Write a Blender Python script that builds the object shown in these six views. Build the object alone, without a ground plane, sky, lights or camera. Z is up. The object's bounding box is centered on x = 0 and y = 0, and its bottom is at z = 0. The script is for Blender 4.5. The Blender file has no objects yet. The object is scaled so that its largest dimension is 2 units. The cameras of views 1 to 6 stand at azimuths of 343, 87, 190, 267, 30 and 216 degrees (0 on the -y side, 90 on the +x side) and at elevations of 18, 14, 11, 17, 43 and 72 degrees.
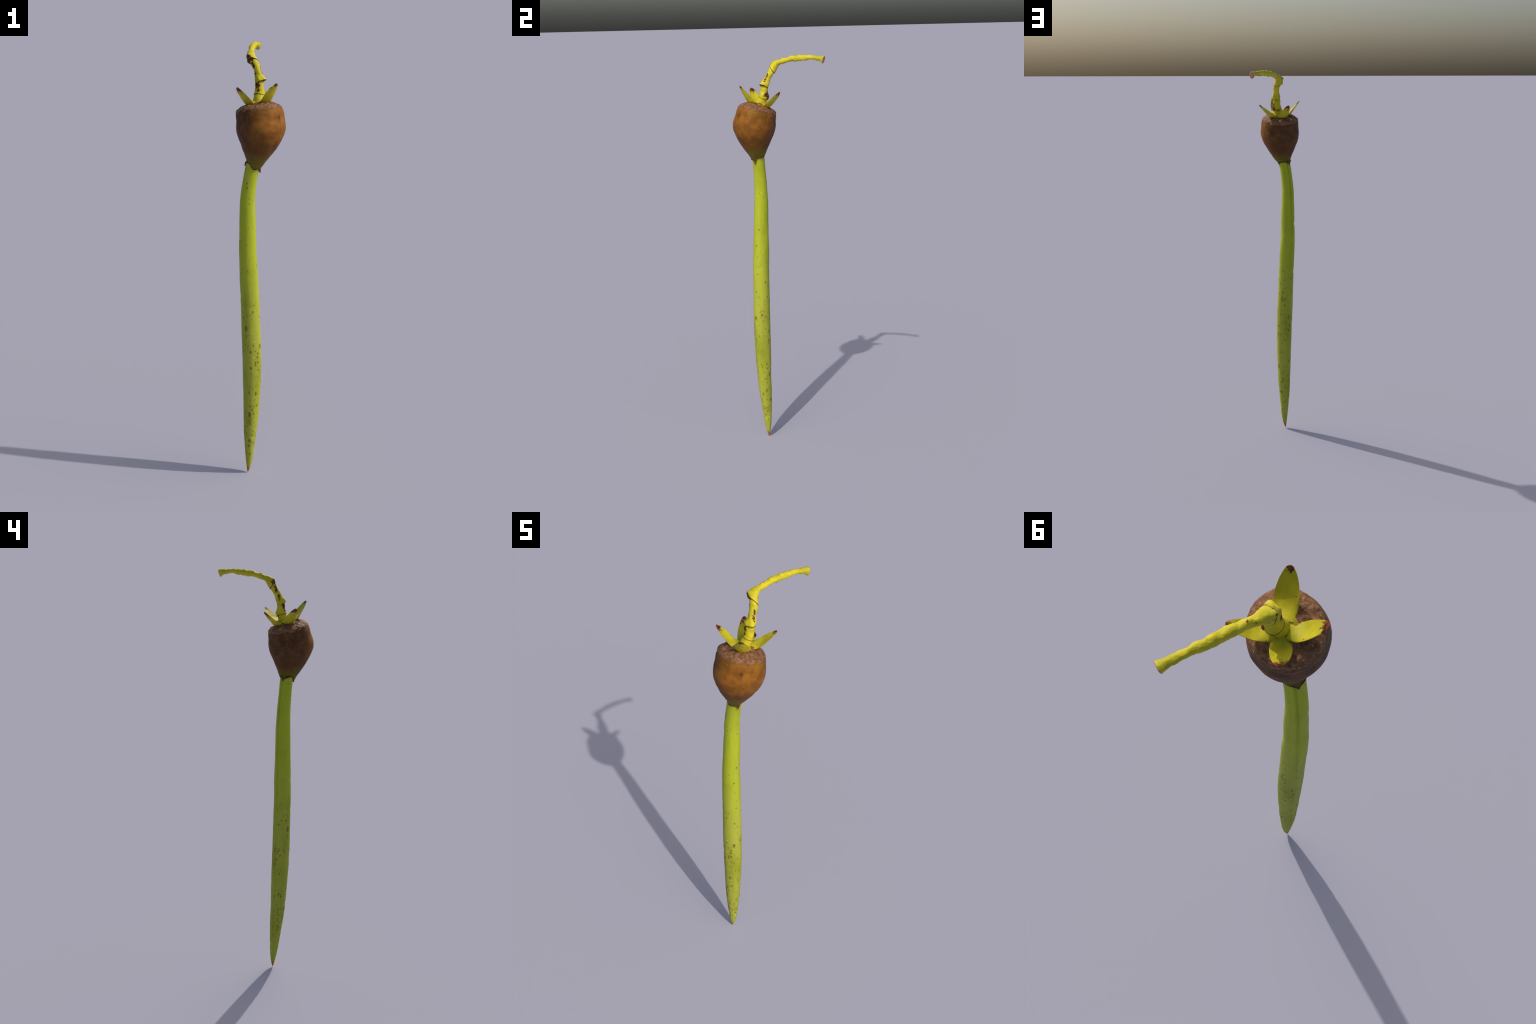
# Mangrove propagule: long green hypocotyl, brown fruit, four sepals and a bent flower stalk.
import bpy, math
import numpy as np
from mathutils import Vector, noise

def rgb(h):
    h = h.lstrip('#')
    v = [int(h[i:i + 2], 16) / 255 for i in (0, 2, 4)]
    return tuple(((c + .055) / 1.055) ** 2.4 if c > .04045 else c / 12.92 for c in v) + (1,)

# ------------------------------------------------------------------ helpers
def spline(knots, values, t):
    """Cubic Hermite interpolation of values (n or n x d) over rising knots."""
    k = np.asarray(knots, float); y = np.asarray(values, float); t = np.asarray(t, float)
    m = np.gradient(y, k, axis=0)
    i = np.clip(np.searchsorted(k, t, side='right') - 1, 0, len(k) - 2)
    h = k[i + 1] - k[i]; s = (t - k[i]) / h
    if y.ndim > 1: h = h[:, None]; s = s[:, None]
    return ((2*s**3 - 3*s**2 + 1)*y[i] + (s**3 - 2*s**2 + s)*h*m[i]
            + (-2*s**3 + 3*s**2)*y[i + 1] + (s**3 - s**2)*h*m[i + 1])

def smooth(a, b, x):
    t = np.clip((x - a) / (b - a), 0, 1); return t*t*(3 - 2*t)

def fbm(P, scale, octaves=3, seed=0.0, zscale=1.0):
    """Fractal noise in about -1..1 at every point of P (..., 3)."""
    Q = P.reshape(-1, 3) * np.array([scale, scale, scale*zscale]) + seed
    out = np.array([noise.fractal(Vector(q), 1.0, 2.0, octaves) for q in Q])
    return out.reshape(P.shape[:-1])

def grid_normals(G):
    du = np.roll(G, -1, 1) - np.roll(G, 1, 1)
    dv = np.gradient(G, axis=0)
    n = np.cross(du, dv)
    return n / (np.linalg.norm(n, axis=-1, keepdims=True) + 1e-12)

def loft(name, G, mat, cap_start=True, cap_end=True, parent=None):
    """Closed rings G (rings, segments, 3) -> mesh object with fan caps."""
    R, S, _ = G.shape
    V = G.reshape(-1, 3).tolist(); F = []
    for i in range(R - 1):
        for j in range(S):
            k = (j + 1) % S
            F.append((i*S + j, i*S + k, (i + 1)*S + k, (i + 1)*S + j))
    if cap_start:
        V.append(G[0].mean(0).tolist()); c = len(V) - 1
        F += [(c, (j + 1) % S, j) for j in range(S)]
    if cap_end:
        V.append(G[-1].mean(0).tolist()); c = len(V) - 1; b = (R - 1)*S
        F += [(c, b + j, b + (j + 1) % S) for j in range(S)]
    return make(name, V, F, mat, parent)

def make(name, V, F, mat, parent=None):
    me = bpy.data.meshes.new(name)
    me.from_pydata(V, [], F); me.update()
    for p in me.polygons: p.use_smooth = True
    me.materials.append(mat)
    ob = bpy.data.objects.new(name, me)
    bpy.context.scene.collection.objects.link(ob)
    if parent: ob.parent = parent
    return ob

# ------------------------------------------------------------------ material kit
class Mat:
    def __init__(self, name, rough=.5, spec=.4, sss=0.0):
        self.m = bpy.data.materials.new(name); self.m.use_nodes = True
        self.t = self.m.node_tree; self.N = self.t.nodes; self.L = self.t.links
        self.b = self.N['Principled BSDF']
        self.b.inputs['Roughness'].default_value = rough
        self.b.inputs['Specular IOR Level'].default_value = spec
        self.co = self.N.new('ShaderNodeTexCoord').outputs['Object']
    def put(self, sock, v):
        if isinstance(v, bpy.types.NodeSocket): self.L.new(v, sock)
        else: sock.default_value = v
    def math(self, op, a, b=0.0, clamp=False):
        n = self.N.new('ShaderNodeMath'); n.operation = op; n.use_clamp = clamp
        self.put(n.inputs[0], a); self.put(n.inputs[1], b); return n.outputs[0]
    def mapped(self, scale=(1, 1, 1), loc=(0, 0, 0), src=None):
        n = self.N.new('ShaderNodeMapping'); self.put(n.inputs[0], src or self.co)
        n.inputs['Scale'].default_value = scale; n.inputs['Location'].default_value = loc
        return n.outputs[0]
    def noise(self, scale, detail=3, stretch=(1, 1, 1), loc=(0, 0, 0), rough=.55):
        n = self.N.new('ShaderNodeTexNoise'); self.put(n.inputs['Vector'], self.mapped(stretch, loc))
        n.inputs['Scale'].default_value = scale; n.inputs['Detail'].default_value = detail
        n.inputs['Roughness'].default_value = rough; return n.outputs['Fac']
    def cells(self, scale, stretch=(1, 1, 1), loc=(0, 0, 0)):
        n = self.N.new('ShaderNodeTexVoronoi'); self.put(n.inputs['Vector'], self.mapped(stretch, loc))
        n.inputs['Scale'].default_value = scale
        s = self.N.new('ShaderNodeSeparateColor'); self.L.new(n.outputs['Color'], s.inputs[0])
        return n.outputs['Distance'], s.outputs[0], s.outputs[1]
    def ramp(self, f, a, b, lo=0.0, hi=1.0):
        n = self.N.new('ShaderNodeMapRange'); n.interpolation_type = 'SMOOTHSTEP'
        for i, v in enumerate((f, a, b, lo, hi)): self.put(n.inputs[i], v)
        return n.outputs[0]
    def mix(self, f, a, b):
        n = self.N.new('ShaderNodeMix'); n.data_type = 'RGBA'
        self.put(n.inputs[0], f); self.put(n.inputs[6], a); self.put(n.inputs[7], b); return n.outputs[2]
    def xyz(self):
        n = self.N.new('ShaderNodeSeparateXYZ'); self.L.new(self.co, n.inputs[0]); return n.outputs
    def near(self, point, radius, axis=None, stretch=1.0):
        """1 at point falling to 0 at radius (stretched along z if asked)."""
        s = (1/radius, 1/radius, 1/(radius*stretch))
        v = self.mapped(s, tuple(-p*q for p, q in zip(point, s)))
        n = self.N.new('ShaderNodeVectorMath'); n.operation = 'LENGTH'; self.L.new(v, n.inputs[0])
        return self.math('SUBTRACT', 1.0, n.outputs['Value'], clamp=True)
    def any(self, masks):
        out = masks[0]
        for m in masks[1:]: out = self.math('MAXIMUM', out, m)
        return out
    def plane(self, n, d):
        """signed distance to plane n.p = d"""
        v = self.N.new('ShaderNodeVectorMath'); v.operation = 'DOT_PRODUCT'
        self.L.new(self.co, v.inputs[0]); v.inputs[1].default_value = n
        return self.math('SUBTRACT', v.outputs['Value'], d)
    def spots(self, scale, stretch, density, size, loc=(0, 0, 0), soft=.1):
        """irregular cell spots; density socket/number 0..1, size in cell units"""
        d, r1, r2 = self.cells(scale, stretch, loc)
        on = self.math('LESS_THAN', r1, density)
        rad = self.math('MULTIPLY', self.math('ADD', r2, .35), size)
        wob = self.math('MULTIPLY', self.math('SUBTRACT', self.noise(scale*2.2, 2, stretch, loc), .5), size*.9)
        e = self.math('SUBTRACT', rad, self.math('ADD', d, wob))
        return self.math('MULTIPLY', self.ramp(e, 0.0, soft), on)
    def finish(self, color, bump=None, strength=.2, dist=.002):
        self.put(self.b.inputs['Base Color'], color)
        if bump is not None:
            n = self.N.new('ShaderNodeBump'); n.inputs['Strength'].default_value = strength
            n.inputs['Distance'].default_value = dist; self.put(n.inputs['Height'], bump)
            self.L.new(n.outputs[0], self.b.inputs['Normal'])
        return self.m

# ------------------------------------------------------------------ materials
def hypocotyl_material():
    k = Mat('green_hypocotyl_skin', .62, .18)
    x, y, z = k.xyz()
    hi = rgb('#acb72a'); lo = rgb('#a8ae3c')
    base = k.mix(k.ramp(k.math('ADD', z, k.math('MULTIPLY', k.noise(6, 2), .3)), .8, 1.4), lo, hi)
    base = k.mix(k.math('MULTIPLY', k.ramp(k.noise(14, 3, (1, 1, .22)), .42, .72), .6), base, rgb('#8a9410'))
    base = k.mix(k.math('MULTIPLY', k.ramp(k.noise(60, 2, (1, 1, .05), (3, 1, 0)), .5, .8), .25), base, rgb('#bcc04a'))
    # pale and orange lenticels
    base = k.mix(k.math('MULTIPLY', k.spots(70, (1, 1, .8), .13, .22, (4, 2, 1)), .85), base, rgb('#dccb60'))
    base = k.mix(k.math('MULTIPLY', k.spots(60, (1, 1, .8), .13, .2, (1, 7, 3)), .8), base, rgb('#b0742c'))
    # purple-brown flecks, denser towards the tip
    patch = k.ramp(k.noise(22, 2, (1, 1, .6), (5, 5, 5)), .38, .6)
    dens = k.math('MULTIPLY', k.ramp(z, .2, 1.15, 1.0, .06), k.math('ADD', k.math('MULTIPLY', patch, .8), .2))
    s1 = k.spots(85, (1, 1, .6), k.math('MULTIPLY', dens, .95), .38, (0, 0, 0), .22)
    s2 = k.spots(150, (1, 1, .65), k.math('MULTIPLY', dens, .8), .38, (9, 3, 6), .25)
    s3 = k.spots(46, (1, 1, .5), k.math('MULTIPLY', dens, .55), .34, (2, 6, 2), .2)
    fl = k.math('MULTIPLY', k.any([s1, s2, s3]), k.ramp(k.noise(230, 3), .28, .6, .35, 1))
    base = k.mix(k.math('MULTIPLY', fl, .85), base, k.mix(k.ramp(k.noise(30, 1), .4, .6), rgb('#57341a'), rgb('#744224')))
    stain = k.math('MULTIPLY', k.ramp(k.noise(26, 3, (1, 1, .6), (7, 0, 2)), .55, .75), k.ramp(z, .1, .9, .5, 0))
    base = k.mix(stain, base, rgb('#6e6a14'))
    tip = k.ramp(k.math('ADD', z, k.math('MULTIPLY', k.noise(90, 2), .03)), .028, .060, 1, 0)
    base = k.mix(tip, base, rgb('#b06a2c'))
    return k.finish(base, k.noise(120, 3, (1, 1, .3)), .12, .002)

def fruit_material(tilt):
    k = Mat('brown_fruit_skin', .62, .18)
    x, y, z = k.xyz()
    ochre = k.mix(k.ramp(k.noise(26, 5, rough=.65), .36, .66), rgb('#754916'), rgb('#925c1a'))
    ochre = k.mix(k.math('MULTIPLY', k.ramp(k.noise(13, 3, loc=(3, 8, 1)), .5, .68), .5), ochre, rgb('#93681a'))
    brown = k.mix(k.ramp(k.noise(30, 5, loc=(5, 1, 1), rough=.65), .36, .66), rgb('#4b2f17'), rgb('#654222'))
    # ochre cheek on one side, brown elsewhere
    side = k.plane((.82, -.57, 0), 0)            # towards azimuth 55
    side = k.math('ADD', side, k.math('MULTIPLY', k.math('SUBTRACT', k.noise(16, 4, loc=(2, 2, 2)), .5), .12))
    base = k.mix(k.ramp(side, .0, .13), brown, ochre)
    # underside shading below the widest part, painted in as darker brown
    under_shade = k.math('ADD', z, k.math('MULTIPLY', k.noise(14, 3, loc=(9, 1, 5)), .05))
    base = k.mix(k.math('MULTIPLY', k.ramp(under_shade, 1.61, 1.665, 1, 0), .6), base, rgb('#54330f'))
    # greenish base and band under the rim
    n1 = k.noise(22, 3, loc=(1, 4, 2))
    low = k.ramp(k.math('ADD', z, k.math('MULTIPLY', n1, .05)), 1.54, 1.60, 1, 0)
    base = k.mix(k.math('MULTIPLY', low, .85), base, rgb('#6b610c'))
    h = k.plane((-tilt[0], -tilt[1], 1), tilt[2])   # height below the rim plane
    band = k.math('MULTIPLY', k.math('MULTIPLY', k.ramp(h, -.055, -.03), k.ramp(side, .02, .10)), k.ramp(k.noise(20, 2, loc=(8, 8, 1)), .42, .6))
    base = k.mix(k.math('MULTIPLY', band, .6), base, rgb('#6a5c12'))
    # orange and pale pin spots, one dark bruise
    base = k.mix(k.math('MULTIPLY', k.spots(110, (1, 1, 1), k.ramp(k.noise(20, 2, loc=(4, 0, 0)), .4, .65, .02, .3), .26), .6), base, rgb('#b5682a'))
    base = k.mix(k.math('MULTIPLY', k.spots(80, (1, 1, 1), .035, .2, (6, 1, 4)), .6), base, rgb('#a09070'))
    base = k.mix(k.math('MULTIPLY', k.spots(70, (1, 1, 1), .10, .3, (2, 9, 4), .3), .45), base, rgb('#3c2410'))
    bruise = k.near((.055, -.187, 1.715), .016, stretch=1.3)
    base = k.mix(k.ramp(k.math('SUBTRACT', bruise, k.math('MULTIPLY', k.noise(120, 2), .3)), .05, .4), base, rgb('#5c2418'))
    # corky crown
    rag = k.math('MULTIPLY', k.math('SUBTRACT', k.noise(45, 4), .5), .035)
    cork = k.ramp(k.math('ADD', h, rag), -.030, -.022)
    cc = k.mix(k.ramp(k.noise(70, 4, rough=.7), .35, .68), rgb('#6a472e'), rgb('#946a4a'))
    cc = k.mix(k.math('MULTIPLY', k.spots(75, (1, 1, 1.4), .45, .3, (3, 3, 3)), .75), cc, rgb('#c27c52'))
    cc = k.mix(k.math('MULTIPLY', k.spots(60, (1, 1, 1.3), .12, .27, (1, 5, 8)), .9), cc, rgb('#d8a888'))
    cc = k.mix(k.ramp(k.noise(38, 4, loc=(4, 4, 9), rough=.7), .56, .72), cc, rgb('#3a2618'))
    base = k.mix(cork, base, cc)
    bump = k.math('ADD', k.math('MULTIPLY', k.noise(170, 4), .35), k.math('MULTIPLY', cork, k.noise(90, 5, rough=.75)))
    return k.finish(base, bump, .55, .004)

def collar_material():
    k = Mat('dried_brown_edge', .6, .3)
    base = k.mix(k.ramp(k.noise(60, 3), .35, .65), rgb('#381a0e'), rgb('#713a1c'))
    return k.finish(base, k.noise(150, 3), .4, .002)

def green_base(k):
    base = k.mix(k.ramp(k.noise(22, 3), .35, .7), rgb('#cebf28'), rgb('#b4ac1e'))
    return k.mix(k.math('MULTIPLY', k.ramp(k.noise(50, 3, loc=(3, 1, 1)), .55, .75), .5), base, rgb('#989a16'))

BROWN_MARKS = [  # (point, radius, vertical stretch) of dry brown marks on the stalk
    ((.028, -.056, 1.812), .015, 1.1), ((.024, -.052, 1.800), .013, 1.0),
    ((.027, -.064, 1.890), .0085, 2.0), ((.023, -.053, 1.908), .0080, 1.8),
    ((-.008, -.056, 1.882), .007, 2.6), ((-.010, -.042, 1.910), .0075, 2.2),
    ((-.012, -.036, 1.925), .006, 1.4), ((-.006, -.084, 1.840), .014, 1.4),
    ((-.004, -.088, 1.822), .009, 1.2), ((-.030, -.030, 1.952), .015, .8),
    ((-.018, -.036, 1.944), .012, .8), ((.000, .033, 1.988), .006, .6), ((-.006, .022, 1.973), .006, .8),
    ((.040, .160, 1.972), .010, .5), ((.055, .183, 1.972), .009, .5),
    ((.012, -.092, 1.794), .004, 1.0), ((-.002, -.050, 1.788), .009, .7), ((.004, -.045, 1.84), .005, 1.2)]

def stalk_material():
    k = Mat('yellow_green_stalk', .55, .22)
    base = green_base(k)
    m = k.any([k.near(p, r*1.6, stretch=s) for p, r, s in BROWN_MARKS])
    m = k.math('ADD', m, k.math('MULTIPLY', k.math('SUBTRACT', k.noise(190, 4, (1, 1, .45), rough=.7), .5), 2.2))
    small = k.spots(150, (1, 1, .6), .05, .25, (2, 2, 2))
    base = k.mix(k.math('MULTIPLY', small, .6), base, rgb('#7d5a18'))
    m = k.math('MINIMUM', m, k.math('MULTIPLY', k.any([k.near(p, r*2.1, stretch=s) for p, r, s in BROWN_MARKS]), 2))
    base = k.mix(k.ramp(m, .34, .52), base, k.mix(k.ramp(k.noise(90, 3), .4, .6), rgb('#351c10'), rgb('#74381a')))
    return k.finish(base, k.noise(90, 3, (1, 1, .5)), .2, .003)

def edge_scar_material():
    k = Mat('dark_node_scar', .65, .25)
    return k.finish(k.mix(k.ramp(k.noise(120, 3), .4, .6), rgb('#3b2110'), rgb('#7a5a1c')))

def disc_material():
    k = Mat('rusty_disc_skin', .65, .2)
    base = k.mix(k.ramp(k.noise(55, 4), .4, .62), rgb('#7d4325'), rgb('#a09020'))
    return k.finish(base, k.noise(150, 3), .3, .002)

def cut_material():
    k = Mat('pale_cut_wood', .7, .2)
    base = k.mix(k.ramp(k.noise(160, 3), .35, .7), rgb('#c49a84'), rgb('#a87c66'))
    return k.finish(base, k.noise(250, 3), .4, .002)

def sepal_material(tips):
    k = Mat('green_sepal_skin', .55, .22)
    base = green_base(k)
    base = k.mix(.3, base, rgb('#9c9a20'))
    m = k.any([k.near(t, r) for t, r in tips])
    streak = k.math('SUBTRACT', k.noise(85, 4, (1.2, 1.2, .5), rough=.65), .5)
    m = k.math('ADD', m, k.math('MULTIPLY', streak, 2.0))
    base = k.mix(k.math('MULTIPLY', k.spots(130, (1, 1, 1), .10, .28, (5, 5, 1)), .65), base, rgb('#6b4a18'))
    base = k.mix(k.ramp(m, .36, .66), base, k.mix(k.ramp(k.noise(70, 3), .4, .6), rgb('#3e1d12'), rgb('#84401c')))
    tip = k.any([k.near(t, r*.28) for t, r in tips])
    base = k.mix(k.ramp(tip, .1, .5), base, rgb('#6a3318'))
    return k.finish(base, k.noise(80, 3), .15, .003)

# ------------------------------------------------------------------ root
root = bpy.data.objects.new('mangrove_propagule', None)
bpy.context.scene.collection.objects.link(root)
root.location = (0, 0, 0)
root['label'] = 'long green mangrove seedling hanging from brown fruit with bent stalk'
root['category'] = 'plant propagule'

# ------------------------------------------------------------------ hypocotyl
# height, centre x, centre y, radius
HYPO = np.array([
    (.000, -.0340, -.0811, .0012), (.010, -.0331, -.0809, .0042), (.030, -.0306, -.0811, .0090), (.060, -.0288, -.0826, .0143),
    (.100, -.0279, -.0843, .0194), (.150, -.0283, -.0864, .0236), (.200, -.0270, -.0894, .0276), (.260, -.0252, -.0928, .0313),
    (.320, -.0245, -.0960, .0338), (.400, -.0234, -.0986, .0372), (.500, -.0238, -.1005, .0398), (.600, -.0248, -.1022, .0414),
    (.700, -.0281, -.1032, .0419), (.800, -.0319, -.1020, .0407), (.900, -.0355, -.1015, .0405), (1.00, -.0402, -.0989, .0401),
    (1.10, -.0440, -.0972, .0377), (1.20, -.0454, -.0938, .0359), (1.25, -.0462, -.0925, .0348), (1.30, -.0462, -.0923, .0332),
    (1.35, -.0452, -.0930, .0317), (1.40, -.0414, -.0950, .0306), (1.45, -.0354, -.0983, .0298), (1.48, -.0306, -.1007, .0298),
    (1.51, -.0250, -.1035, .0303), (1.545, -.0180, -.107, .031)])

def az_dir(a):   # azimuth 0 = -y, 90 = +x (radians)
    return np.stack([np.sin(a), -np.cos(a)], -1)

def build_hypocotyl():
    R, S = 420, 160
    z = np.concatenate([np.linspace(0, .06, 40)[:-1], np.linspace(.06, HYPO[-1, 0], R - 39)])
    H = spline(HYPO[:, 0], HYPO[:, 1:], z)
    az = np.linspace(0, 2*np.pi, S, endpoint=False)
    d = az_dir(az)
    r = (H[:, 2:3] + .0006*smooth(0, .05, z)[:, None]) * np.ones((1, S))
    # long groove on the shaded back that turns into a soft keel lower down
    ga = np.radians(spline([0, .5, .8, 1.2, 1.5], [238, 234, 230, 224, 220], z))
    dd = (az[None] - ga[:, None] + np.pi) % (2*np.pi) - np.pi
    deep = spline([0, .2, .6, 1.0, 1.3, 1.55], [0, .01, .04, .10, .13, .13], z)[:, None]
    r = r * (1 - deep*np.exp(-(dd/.11)**2) + deep*.5*np.exp(-((np.abs(dd) - .26)/.17)**2))
    keel = spline([0, .15, .5, .8, 1.1, 1.55], [0, .03, .075, .06, .02, 0], z)[:, None]
    r = r * (1 + keel*np.exp(-((dd - .05)/.22)**2) - keel*.55*np.exp(-((dd + .5)/.35)**2) - keel*.45*np.exp(-((dd - .6)/.35)**2))
    fat = spline([0, .15, .3, .7, .95, 1.55], [0, .0006, .0012, .0010, 0, 0], z)[:, None]
    r = r + fat*(.4 + .6*np.cos(az[None] - np.radians(25)))
    # shallow facet lines
    r = r * (1 + .010*np.cos(3*az[None] + 2.0 + z[:, None]*1.5) + .006*np.cos(5*az[None] + z[:, None]*3))
    # dents: height, azimuth, depth, height size, angular size
    for h, a, dep, sh, sa in [(1.172, 275, .0035, .008, .5), (.862, 350, .0016, .014, .5), (.205, 20, .0022, .010, .6),
                              (.118, 75, .0028, .011, .7), (.905, 280, .002, .012, .6), (.94, 85, .0015, .016, .6),
                              (.600, 300, .0018, .012, .6), (.36, 350, .0016, .014, .6), (1.30, 300, .0015, .02, .6),
                              (.125, 180, .0016, .008, .7), (.30, 310, .0018, .012, .5), (1.11, 120, .0016, .015, .5),
                              (1.02, 330, .0016, .014, .5), (.165, 270, .0015, .01, .5)]:
        da = (az - math.radians(a) + np.pi) % (2*np.pi) - np.pi
        r = r - dep*np.exp(-((z - h)/sh)**2)[:, None]*np.exp(-(da/sa)**2)[None]
    G = np.zeros((len(z), S, 3))
    G[..., 0] = H[:, 0:1] + r*d[None, :, 0]; G[..., 1] = H[:, 1:2] + r*d[None, :, 1]; G[..., 2] = z[:, None]
    amp = np.minimum(1, H[:, 2]/.03)[:, None]
    n = (fbm(G, 14, 3, 3.1, .6)*.0011 + fbm(G, 45, 2, 9.7, .5)*.0003)*amp
    G[..., :2] += n[..., None]*d[None]
    return loft('hypocotyl', G, hypocotyl_material(), parent=root)

hypocotyl = build_hypocotyl()

# ------------------------------------------------------------------ fruit
F_BOTTOM = np.array([-.0224, -.1011, 1.490]); F_TOP = np.array([-.0048, -.0951, 1.7613])
F_BOW = (.0142, -.0221); F_TILT = (.0517, -.2448)
F_KNOTS = [0, .1, .22, .36, .5, .64, .78, .88, .95, 1.0]
F_RAD = [.030, .0412, .0582, .0788, .0963, .1043, .1000, .0968, .0875, .061]
RIM_PLANE = (F_TILT[0], F_TILT[1], F_TOP[2] - F_TILT[0]*F_TOP[0] - F_TILT[1]*F_TOP[1])

# lower edge of the fruit round the hypocotyl: azimuth -> height
EDGE = [(-10, 1.490), (30, 1.490), (48, 1.488), (58, 1.480), (66, 1.490), (80, 1.499), (105, 1.503), (127, 1.503),
        (150, 1.509), (180, 1.513), (210, 1.511), (228, 1.505), (236, 1.500), (246, 1.509), (270, 1.514), (298, 1.518),
        (318, 1.512), (335, 1.498)]
def edge_height(deg):
    a = np.array([e[0] for e in EDGE], float); h = np.array([e[1] for e in EDGE], float)
    a = np.concatenate([a - 360, a, a + 360]); h = np.tile(h, 3)
    return np.interp(np.mod(deg, 360), a, h)

def hypo_at(z):
    return spline(HYPO[:, 0], HYPO[:, 1:], z)

def fruit_ring(t, az):
    r = spline(F_KNOTS, F_RAD, t)
    w = 4*t*(1 - t)
    C = F_BOTTOM + (F_TOP - F_BOTTOM)*t[:, None]
    C[:, 0] += w*F_BOW[0]; C[:, 1] += w*F_BOW[1]
    th = az - np.pi/2                      # polar angle from +x
    mixv = lambda a, b: (a*(1 - t) + b*t)[:, None]
    m = (1 + mixv(-.0446, .0308)*np.cos(2*th) + mixv(-.0033, -.0207)*np.sin(2*th)
         + mixv(.0074, .0069)*np.cos(3*th) + mixv(-.0169, .0005)*np.sin(3*th))
    dx = r[:, None]*m*np.cos(th); dy = r[:, None]*m*np.sin(th)
    return np.stack([C[:, 0:1] + dx, C[:, 1:2] + dy, C[:, 2:3] + (t**2)[:, None]*(F_TILT[0]*dx + F_TILT[1]*dy)], -1)

PITS = [  # plan x, y, depth, size on the corky top
    (-.048, -.135, .010, .010), (.030, -.045, .006, .010), (.002, -.022, .009, .012), (-.060, -.060, .005, .012),
    (-.020, -.150, .003, .012), (.058, -.105, .004, .010), (-.035, -.020, .004, .008)]
LUMPS = [(-.050, -.045, .006, .008), (-.062, -.142, .004, .008), (.010, -.010, .003, .008), (.050, -.140, .002, .010)]

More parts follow.
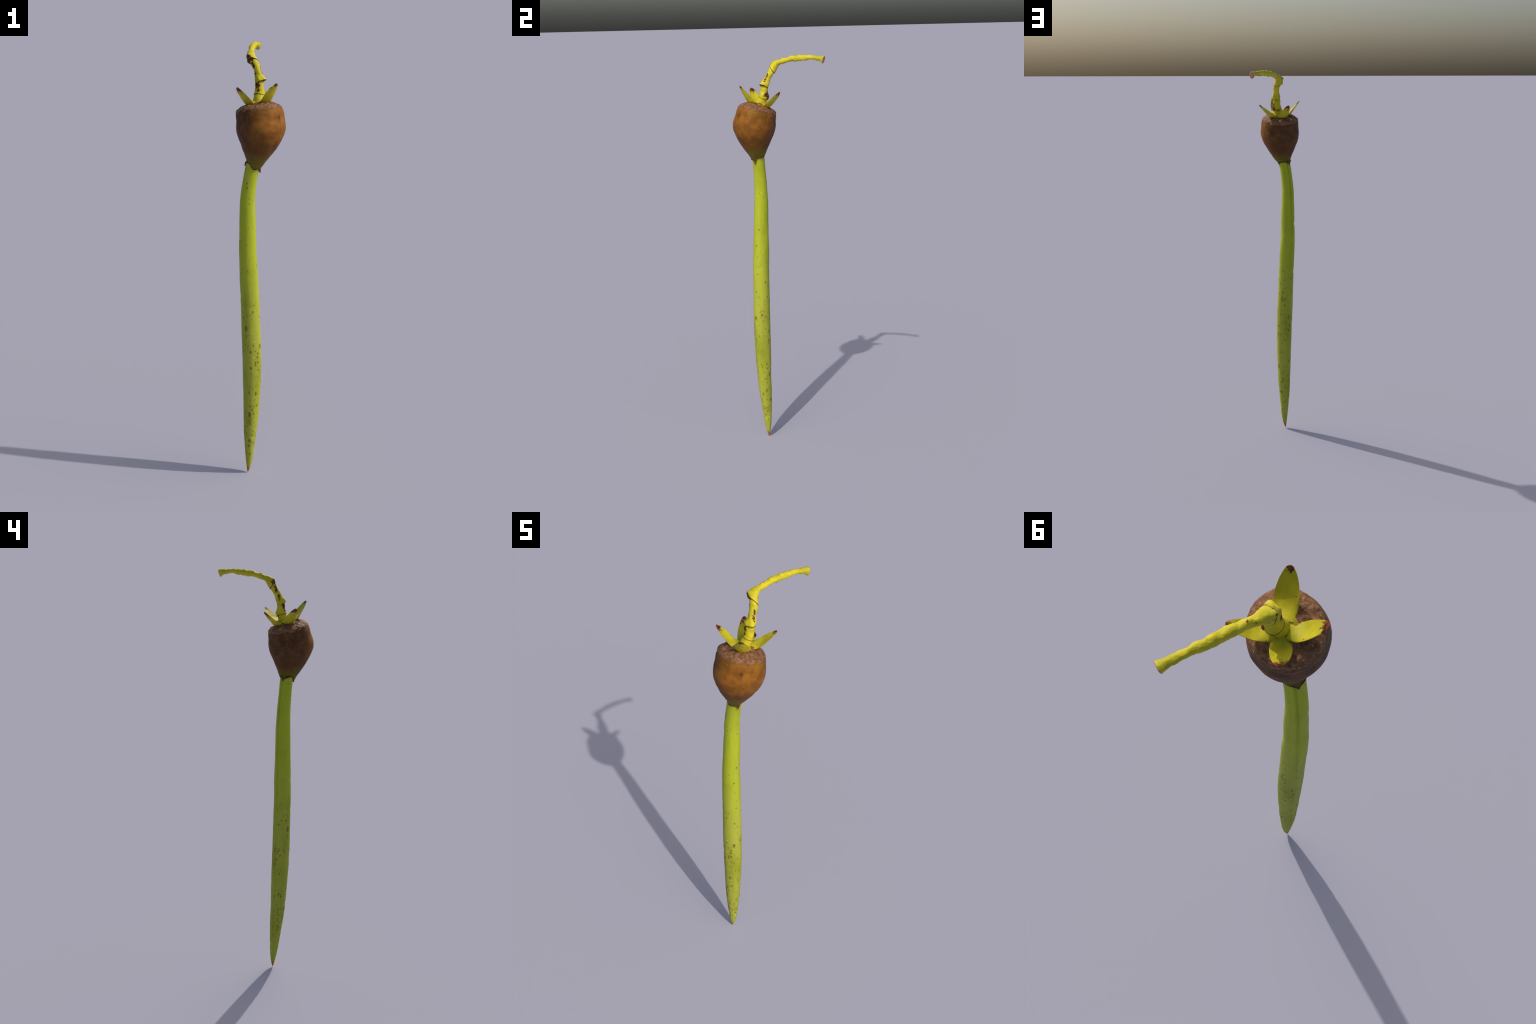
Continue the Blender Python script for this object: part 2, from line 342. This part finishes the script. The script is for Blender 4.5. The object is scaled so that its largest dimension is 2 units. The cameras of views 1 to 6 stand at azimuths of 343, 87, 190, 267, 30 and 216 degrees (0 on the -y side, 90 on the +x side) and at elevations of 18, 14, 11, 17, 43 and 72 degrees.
def build_fruit():
    S = 192
    az = np.linspace(0, 2*np.pi, S, endpoint=False); d = az_dir(az)
    # side
    t = np.concatenate([np.linspace(.13, .9, 110), np.linspace(.9, 1, 26)[1:]])
    side = fruit_ring(t, az)
    # foot: from the ragged edge up to ring t=.13
    ez = edge_height(np.degrees(az))
    hx = hypo_at(ez)
    edge = np.stack([hx[:, 0] + d[:, 0]*(hx[:, 2] + .0035), hx[:, 1] + d[:, 1]*(hx[:, 2] + .0035), ez], -1)
    inner = edge.copy(); inner[:, :2] -= d*.006; inner[:, 2] += .004
    deeper = inner.copy(); deeper[:, 2] += .02; deeper[:, :2] -= d*.003
    tang = side[1] - side[0]
    foot = []
    for s in np.linspace(0, 1, 14)[:-1]:
        h0 = np.concatenate([d*.012, np.full((S, 1), .022)], 1)
        h1 = tang*((side[0, :, 2] - ez)[:, None]/np.maximum(tang[:, 2:3], 1e-4))*.9
        foot.append((2*s**3 - 3*s**2 + 1)*edge + (s**3 - 2*s**2 + s)*h0 + (-2*s**3 + 3*s**2)*side[0] + (s**3 - s**2)*h1)
    # flat corky top closing inward from the rim
    rim = side[-1]; c = rim.mean(0)
    top = []
    for s in np.linspace(0, 1, 36)[1:]:
        q = rim + (c - rim)*(s*.97)
        q[:, 2] += .007*smooth(0, .6, s)
        top.append(q)
    G = np.concatenate([np.stack([deeper, inner]), np.stack(foot), side, np.stack(top)])
    n = grid_normals(G)
    ns = len(foot) + 2 + len(t)
    k = np.arange(len(G))
    soft = smooth(2, 20, k)[:, None]
    disp = fbm(G, 24, 3, 1.7)*.0016 + fbm(G, 9, 2, 5.2)*.0010
    disp = disp + .0045*np.exp(-((G - np.array([-.004, -.215, 1.665]))**2).sum(-1)/.05**2) + .004*np.exp(-((G - np.array([.062, -.160, 1.762]))**2).sum(-1)/.035**2)
    h = G[..., 2] - RIM_PLANE[0]*G[..., 0] - RIM_PLANE[1]*G[..., 1] - RIM_PLANE[2]
    cork = smooth(-.034, -.018, h)
    disp = disp + cork*(fbm(G, 60, 4, 8.8)*.0030 + fbm(G, 150, 2, 2.2)*.0008)
    G = G + n*(disp*soft)[..., None]
    on_top = smooth(-.012, -.002, h)
    for px, py, dep, sz in PITS:
        G[..., 2] -= on_top*dep*np.exp(-((G[..., 0] - px)**2 + (G[..., 1] - py)**2)/sz**2)
    for px, py, dep, sz in LUMPS:
        G[..., 2] += on_top*dep*np.exp(-((G[..., 0] - px)**2 + (G[..., 1] - py)**2)/sz**2)
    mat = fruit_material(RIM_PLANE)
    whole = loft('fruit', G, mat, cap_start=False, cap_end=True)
    # split crown from body; both keep the normals of the whole surface
    me = whole.data
    nrm = np.array([v.normal for v in me.vertices]); co = np.array([v.co for v in me.vertices])
    hh = co[:, 2] - RIM_PLANE[0]*co[:, 0] - RIM_PLANE[1]*co[:, 1] - RIM_PLANE[2]
    polys = [tuple(p.vertices) for p in me.polygons]
    cut = (ns - 20)*S
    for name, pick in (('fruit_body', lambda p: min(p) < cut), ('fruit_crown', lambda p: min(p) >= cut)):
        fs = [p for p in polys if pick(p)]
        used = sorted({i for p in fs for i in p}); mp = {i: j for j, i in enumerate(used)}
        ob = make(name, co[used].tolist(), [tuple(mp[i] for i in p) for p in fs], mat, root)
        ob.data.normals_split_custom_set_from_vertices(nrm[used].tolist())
    bpy.data.objects.remove(whole); bpy.data.meshes.remove(me)

    # dried ragged collar along the lower edge
    S2 = 240
    az = np.linspace(0, 2*np.pi, S2, endpoint=False); d = az_dir(az)
    ez = edge_height(np.degrees(az))
    rag = np.array([noise.fractal(Vector((math.cos(a)*4, math.sin(a)*4, .3)), 1, 2, 3) for a in az])
    ez = ez - .001 + rag*.0009
    hx = hypo_at(ez)
    prof = [(-.0015, .0045), (.0010, .0005), (.0032, -.0012), (.0052, -.0004), (.0060, .0020), (.0064, .0045), (.0052, .0075), (.001, .0095)]
    tall = 1 + .5*rag
    # hooked points: azimuth, extra drop, flare
    hook = np.zeros(S2); flare = np.zeros(S2)
    for a, dr, fl in ((58, .010, .004), (236, .003, .002), (127, .0015, .001), (352, .0005, .001)):
        dd = (np.degrees(az) - a + 180) % 360 - 180
        hook += dr*np.exp(-np.abs(dd/6.0)**1.3); flare += fl*np.exp(-(dd/10)**2)
    G = []
    for i, (o, u) in enumerate(prof):
        low = math.exp(-(u/.004)**2)
        rr = hx[:, 2] + o + flare*low + (rag*.0008)
        G.append(np.stack([hx[:, 0] + d[:, 0]*rr, hx[:, 1] + d[:, 1]*rr, ez + u*tall - hook*low], -1))
    loft('fruit_collar', np.stack(G), collar_material(), False, False, root)

build_fruit()

# ------------------------------------------------------------------ stalk (peduncle)
def tube(name, path, radii, mat, bumps=(), lip=0.0, lip_dir=(0, 0, 0), seg=72, rings=90, start_tilt=(0, 0, 0),
         noise_amp=.0011, squash=None, round_end=True, seed=0.0):
    """Swept tube; lip flares the first part outwards (more towards lip_dir) like a node sheath."""
    P = np.array(path, float); k = np.concatenate([[0], np.cumsum(np.linalg.norm(np.diff(P, axis=0), axis=1))])
    s = np.linspace(0, k[-1], rings)
    C = spline(k, P, s); rad = spline(k, radii, s)
    T = np.gradient(C, axis=0); T /= np.linalg.norm(T, axis=1, keepdims=True)
    ref = np.array([1.0, 0, 0]); th = np.linspace(0, 2*np.pi, seg, endpoint=False)
    G = []
    for i in range(rings):
        e1 = ref - T[i]*(ref @ T[i]); e1 /= np.linalg.norm(e1); ref = e1
        e2 = np.cross(T[i], e1)
        G.append(C[i] + rad[i]*(np.cos(th)[:, None]*e1 + np.sin(th)[:, None]*e2))
    G = np.stack(G); n = G - C[:, None]; n /= np.linalg.norm(n, axis=-1, keepdims=True)
    L = np.array(lip_dir, float)
    if lip:
        f = np.exp(-s/.011)[:, None]
        G += n*(lip*f*(.45 + np.maximum(0, n @ L)))[..., None]
    ts = np.array(start_tilt, float)        # slant of the lower end
    if np.any(ts):
        f = np.exp(-s/.014)[:, None]
        sl = ((G - C[:, None]) @ ts)*f
        G += T[:, None]*sl[..., None]
    for c, a, sg in bumps:
        q = ((G - np.array(c))**2).sum(-1)
        G += n*(a*np.exp(-q/(2*sg*sg)))[..., None]
    G += n*(fbm(G, 55, 3, seed)*noise_amp + fbm(G, 24, 2, seed + 4)*noise_amp*.9)[..., None]
    # rolled-in start so the lower rim reads as a thick edge
    b = G[0]; c = b.mean(0)
    start = np.stack([c + (b - c)*f - T[0]*o for f, o in ((.55, -.002), (.80, -.0008), (.93, .0004))])
    G = np.concatenate([start, G])
    return loft(name, G, mat, True, True, root), G

stalk_mat = stalk_material(); scar_mat = edge_scar_material()
def scar_ring(owner, G, idx=3, thick=.0016):
    """dark dried line under a node: thin band hugging the lower rim of a segment"""
    ring = G[idx]; c = ring.mean(0); out = (ring - c); out /= np.linalg.norm(out, axis=1, keepdims=True)
    dn = np.cross(ring[12] - c, ring[0] - c); dn /= np.linalg.norm(dn)
    if dn[2] > 0: dn = -dn
    R = [ring + out*(o*thick) + dn*(u*thick) for o, u in ((-1.2, -.6), (.25, -.5), (.45, .2), (.1, .9), (-1.4, 1.0))]
    R = np.stack(R)
    j = fbm(R, 140, 2, 5.0)[..., None]
    R = R + dn*(j*.0008)
    return loft('node_scar', R[:, ::-1], scar_mat, True, True, owner)

tube('stalk_segment', [(.003, -.086, 1.752), (.003, -.084, 1.766), (.006, -.077, 1.786), (.009, -.071, 1.803), (.010, -.069, 1.816)],
             [.027, .0245, .0225, .0195, .015], stalk_mat, [((.012, -.10, 1.782), .002, .008)], seed=1.0)
seg1, g1 = tube('stalk_segment', [(.008, -.072, 1.797), (.010, -.070, 1.806), (.011, -.068, 1.826), (.011, -.066, 1.845), (.011, -.064, 1.860)],
             [.0215, .0212, .0190, .0180, .0145], stalk_mat,
             [((.023, -.050, 1.803), .0085, .008), ((.005, -.050, 1.812), .004, .008), ((-.008, -.082, 1.838), .003, .007), ((.027, -.075, 1.824), -.003, .007)],
             lip=.003, lip_dir=(.35, .9, 0), start_tilt=(.0, -.12, 0), seed=2.0)
seg2, g2 = tube('stalk_segment', [(.012, -.067, 1.850), (.012, -.063, 1.862), (.011, -.054, 1.882), (.006, -.038, 1.908), (-.003, -.022, 1.933), (-.008, -.014, 1.946)],
             [.0185, .0190, .0165, .0155, .0160, .013], stalk_mat,
             [((.028, -.079, 1.862), .0095, .0085), ((.000, -.081, 1.866), .003, .007), ((.022, -.048, 1.866), .004, .007), ((.024, -.063, 1.890), -.003, .007), ((-.008, -.048, 1.885), .002, .006),
              ((.018, -.030, 1.912), .0015, .006), ((-.010, -.030, 1.922), .002, .006)],
             lip=.002, lip_dir=(.7, -.7, 0), start_tilt=(.30, -.15, 0), noise_amp=.0016, seed=3.0)
ARM = [(-.005, -.024, 1.931), (-.010, -.014, 1.946), (-.008, .002, 1.962), (.003, .030, 1.9700), (.018, .071, 1.9805), (.040, .123, 1.985),
       (.062, .166, 1.985), (.078, .197, 1.981), (.088, .2160, 1.976)]
arm, g3 = tube('stalk_segment', ARM, [.0180, .0180, .0155, .0120, .0122, .0126, .0106, .0118, .0148], stalk_mat,
             [((-.026, -.024, 1.960), .0125, .0085), ((-.016, -.008, 1.970), .0028, .0060), ((-.004, .012, 1.982), -.0035, .006), ((.000, .028, 1.984), .0055, .006),
              ((.012, .010, 1.968), -.003, .007), ((.010, .048, 1.995), -.0025, .007), ((.014, .062, 1.996), .0035, .006), ((.026, .072, 1.984), .003, .006),
              ((.028, .090, 1.972), .0035, .006), ((.026, .085, 1.997), -.002, .006), ((.032, .102, 1.998), .003, .006), ((.048, .130, 1.975), .0035, .006),
              ((.050, .118, 1.99), -.0025, .006), ((.044, .146, 1.997), -.0025, .006), ((.030, .110, 1.985), .003, .006), ((.052, .156, 1.980), -.003, .006),
              ((.055, .150, 1.995), .0025, .005), ((.090, .214, 1.962), .0055, .007), ((.082, .216, 1.988), .0018, .007), ((.068, .185, 1.990), -.0015, .006)],
             lip=.0025, lip_dir=(-.8, -.5, .2), start_tilt=(-.55, -.45, .1), rings=200, noise_amp=.0017, seed=4.0)
for ob, g in ((seg1, g1), (seg2, g2), (arm, g3)): scar_ring(ob, g)

# cut face at the free end of the stalk
ring = g3[-1]; c = ring.mean(0); ax = (g3[-1] - g3[-4]).mean(0); ax /= np.linalg.norm(ax)
face = []
for f, o in ((1.0, -.0008), (1.012, .0004), (.985, .0014), (.9, .0018), (.6, .0014), (.3, .0012)):
    q = c + (ring - c)*f + ax*o
    q = q + ax*(fbm(q, 180, 2, 3.3)*.0006)[:, None]
    face.append(q)
loft('cut_face', np.stack(face), cut_material(), False, True, arm)

# ------------------------------------------------------------------ sepals
CALYX = np.array([-.001, -.084])
SEPALS = [  # tip, radius of the bend from the stalk, half width, outward bow
    dict(tip=(.047, -.186, 1.859), base=.058, half=.0280, bow=.002),
    dict(tip=(-.104, -.125, 1.840), base=.050, half=.0250, bow=.001),
    dict(tip=(-.066, .014, 1.817), base=.047, half=.0245, bow=.002),
    dict(tip=(.092, .000, 1.820), base=.050, half=.0250, bow=.002)]
sepal_mat = sepal_material([(SEPALS[0]['tip'], .030), (SEPALS[1]['tip'], .052), (SEPALS[2]['tip'], .052), (SEPALS[3]['tip'], .034)])

def rim_z(x, y):
    return RIM_PLANE[0]*x + RIM_PLANE[1]*y + RIM_PLANE[2]

def build_sepal(i, tip, base, half, bow):
    """Fleshy foot running out from the stalk, then a thick lance-shaped blade rising to the tip."""
    tip = np.array(tip); out = tip[:2] - CALYX; out /= np.linalg.norm(out)
    o3 = np.array([*out, 0]); side = np.array([-out[1], out[0], 0])
    def on_top(r, h):
        p = CALYX + out*r
        return np.array([*p, rim_z(*p) + h])
    bend = on_top(base + .002, .004)
    path = [on_top(.016, .010), on_top(base*.66, .0055), bend + o3*.002 + np.array([0, 0, .006])]
    for f in (.25, .5, .75, .92, 1.0):
        q = bend + (tip - bend)*f + (o3*.8 - np.array([0, 0, .5]))*bow*math.sin(math.pi*f)
        path.append(q)
    path = np.array(path)
    k = np.concatenate([[0], np.cumsum(np.linalg.norm(np.diff(path, axis=0), axis=1))])
    R, S = 64, 56
    v = np.linspace(0, 1, R)
    C = spline(k, path, v*k[-1])
    for _ in range(2): C[1:-1] = (C[:-2] + 2*C[1:-1] + C[2:])/4
    T = np.gradient(C, axis=0); T /= np.linalg.norm(T, axis=1, keepdims=True)
    vb = k[2]/k[-1]
    kn = [0, vb*.6, vb, vb + (1 - vb)*.25, vb + (1 - vb)*.5, vb + (1 - vb)*.75, vb + (1 - vb)*.92, vb + (1 - vb)*.975, 1]
    w = half*spline(kn, [.90, 1.04, 1.08, 1.05, .92, .66, .37, .23, .08], v)
    th = spline(kn, [.012, .0165, .0155, .0088, .0066, .0052, .0042, .0033, .0015], v)
    cup = spline(kn, [0, 3, 9, 11, 10, 9, 7, 4, 2], v)                     # inward curl of the sides
    a = np.linspace(0, 2*np.pi, S, endpoint=False)
    G = []
    for j in range(R):
        nin = np.cross(side, T[j]); nin /= np.linalg.norm(nin)
        if nin[2] < 0: nin = -nin
        u = np.sign(np.cos(a))*np.abs(np.cos(a))**.8
        e = np.sin(a)
        x = w[j]*u
        G.append(C[j] + x[:, None]*side + (cup[j]*x*x + th[j]*.5*e*(1 - .3*u*u))[:, None]*nin)
    G = np.stack(G)
    n = grid_normals(G)
    G = G + (fbm(G, 26, 3, 2.0*i)*.0012 + fbm(G, 60, 2, 3.0*i + 1)*.0006)[..., None]*n
    return loft('sepal', G, sepal_mat, parent=root)

for i, s in enumerate(SEPALS): build_sepal(i, **s)

# fleshy disc in which sepals and stalk join
def build_disc():
    S = 96; az = np.linspace(0, 2*np.pi, S, endpoint=False); d = az_dir(az)
    lobes = np.zeros(S)
    for s in SEPALS:
        o = np.array(s['tip'][:2]) - CALYX; a0 = math.atan2(o[0], -o[1])
        dd = (az - a0 + np.pi) % (2*np.pi) - np.pi
        lobes = np.maximum(lobes, (s['base'] - .016)*np.exp(-(np.abs(dd)/.55)**4))
    rad = np.maximum(lobes, .041)
    G = []
    for f, h in ((1.0, -.006), (1.03, .002), (1.0, .006), (.93, .009), (.82, .0095), (.66, .0105), (.5, .0125), (.36, .018), (.2, .02)):
        p = CALYX + d*(rad*f)[:, None]
        z = RIM_PLANE[0]*p[:, 0] + RIM_PLANE[1]*p[:, 1] + RIM_PLANE[2] + h
        G.append(np.concatenate([p, z[:, None]], 1))
    G = np.stack(G); G[..., 2] += fbm(G, 60, 3, 7.0)*.0016
    loft('calyx_disc', G, disc_material(), True, True, root)
build_disc()
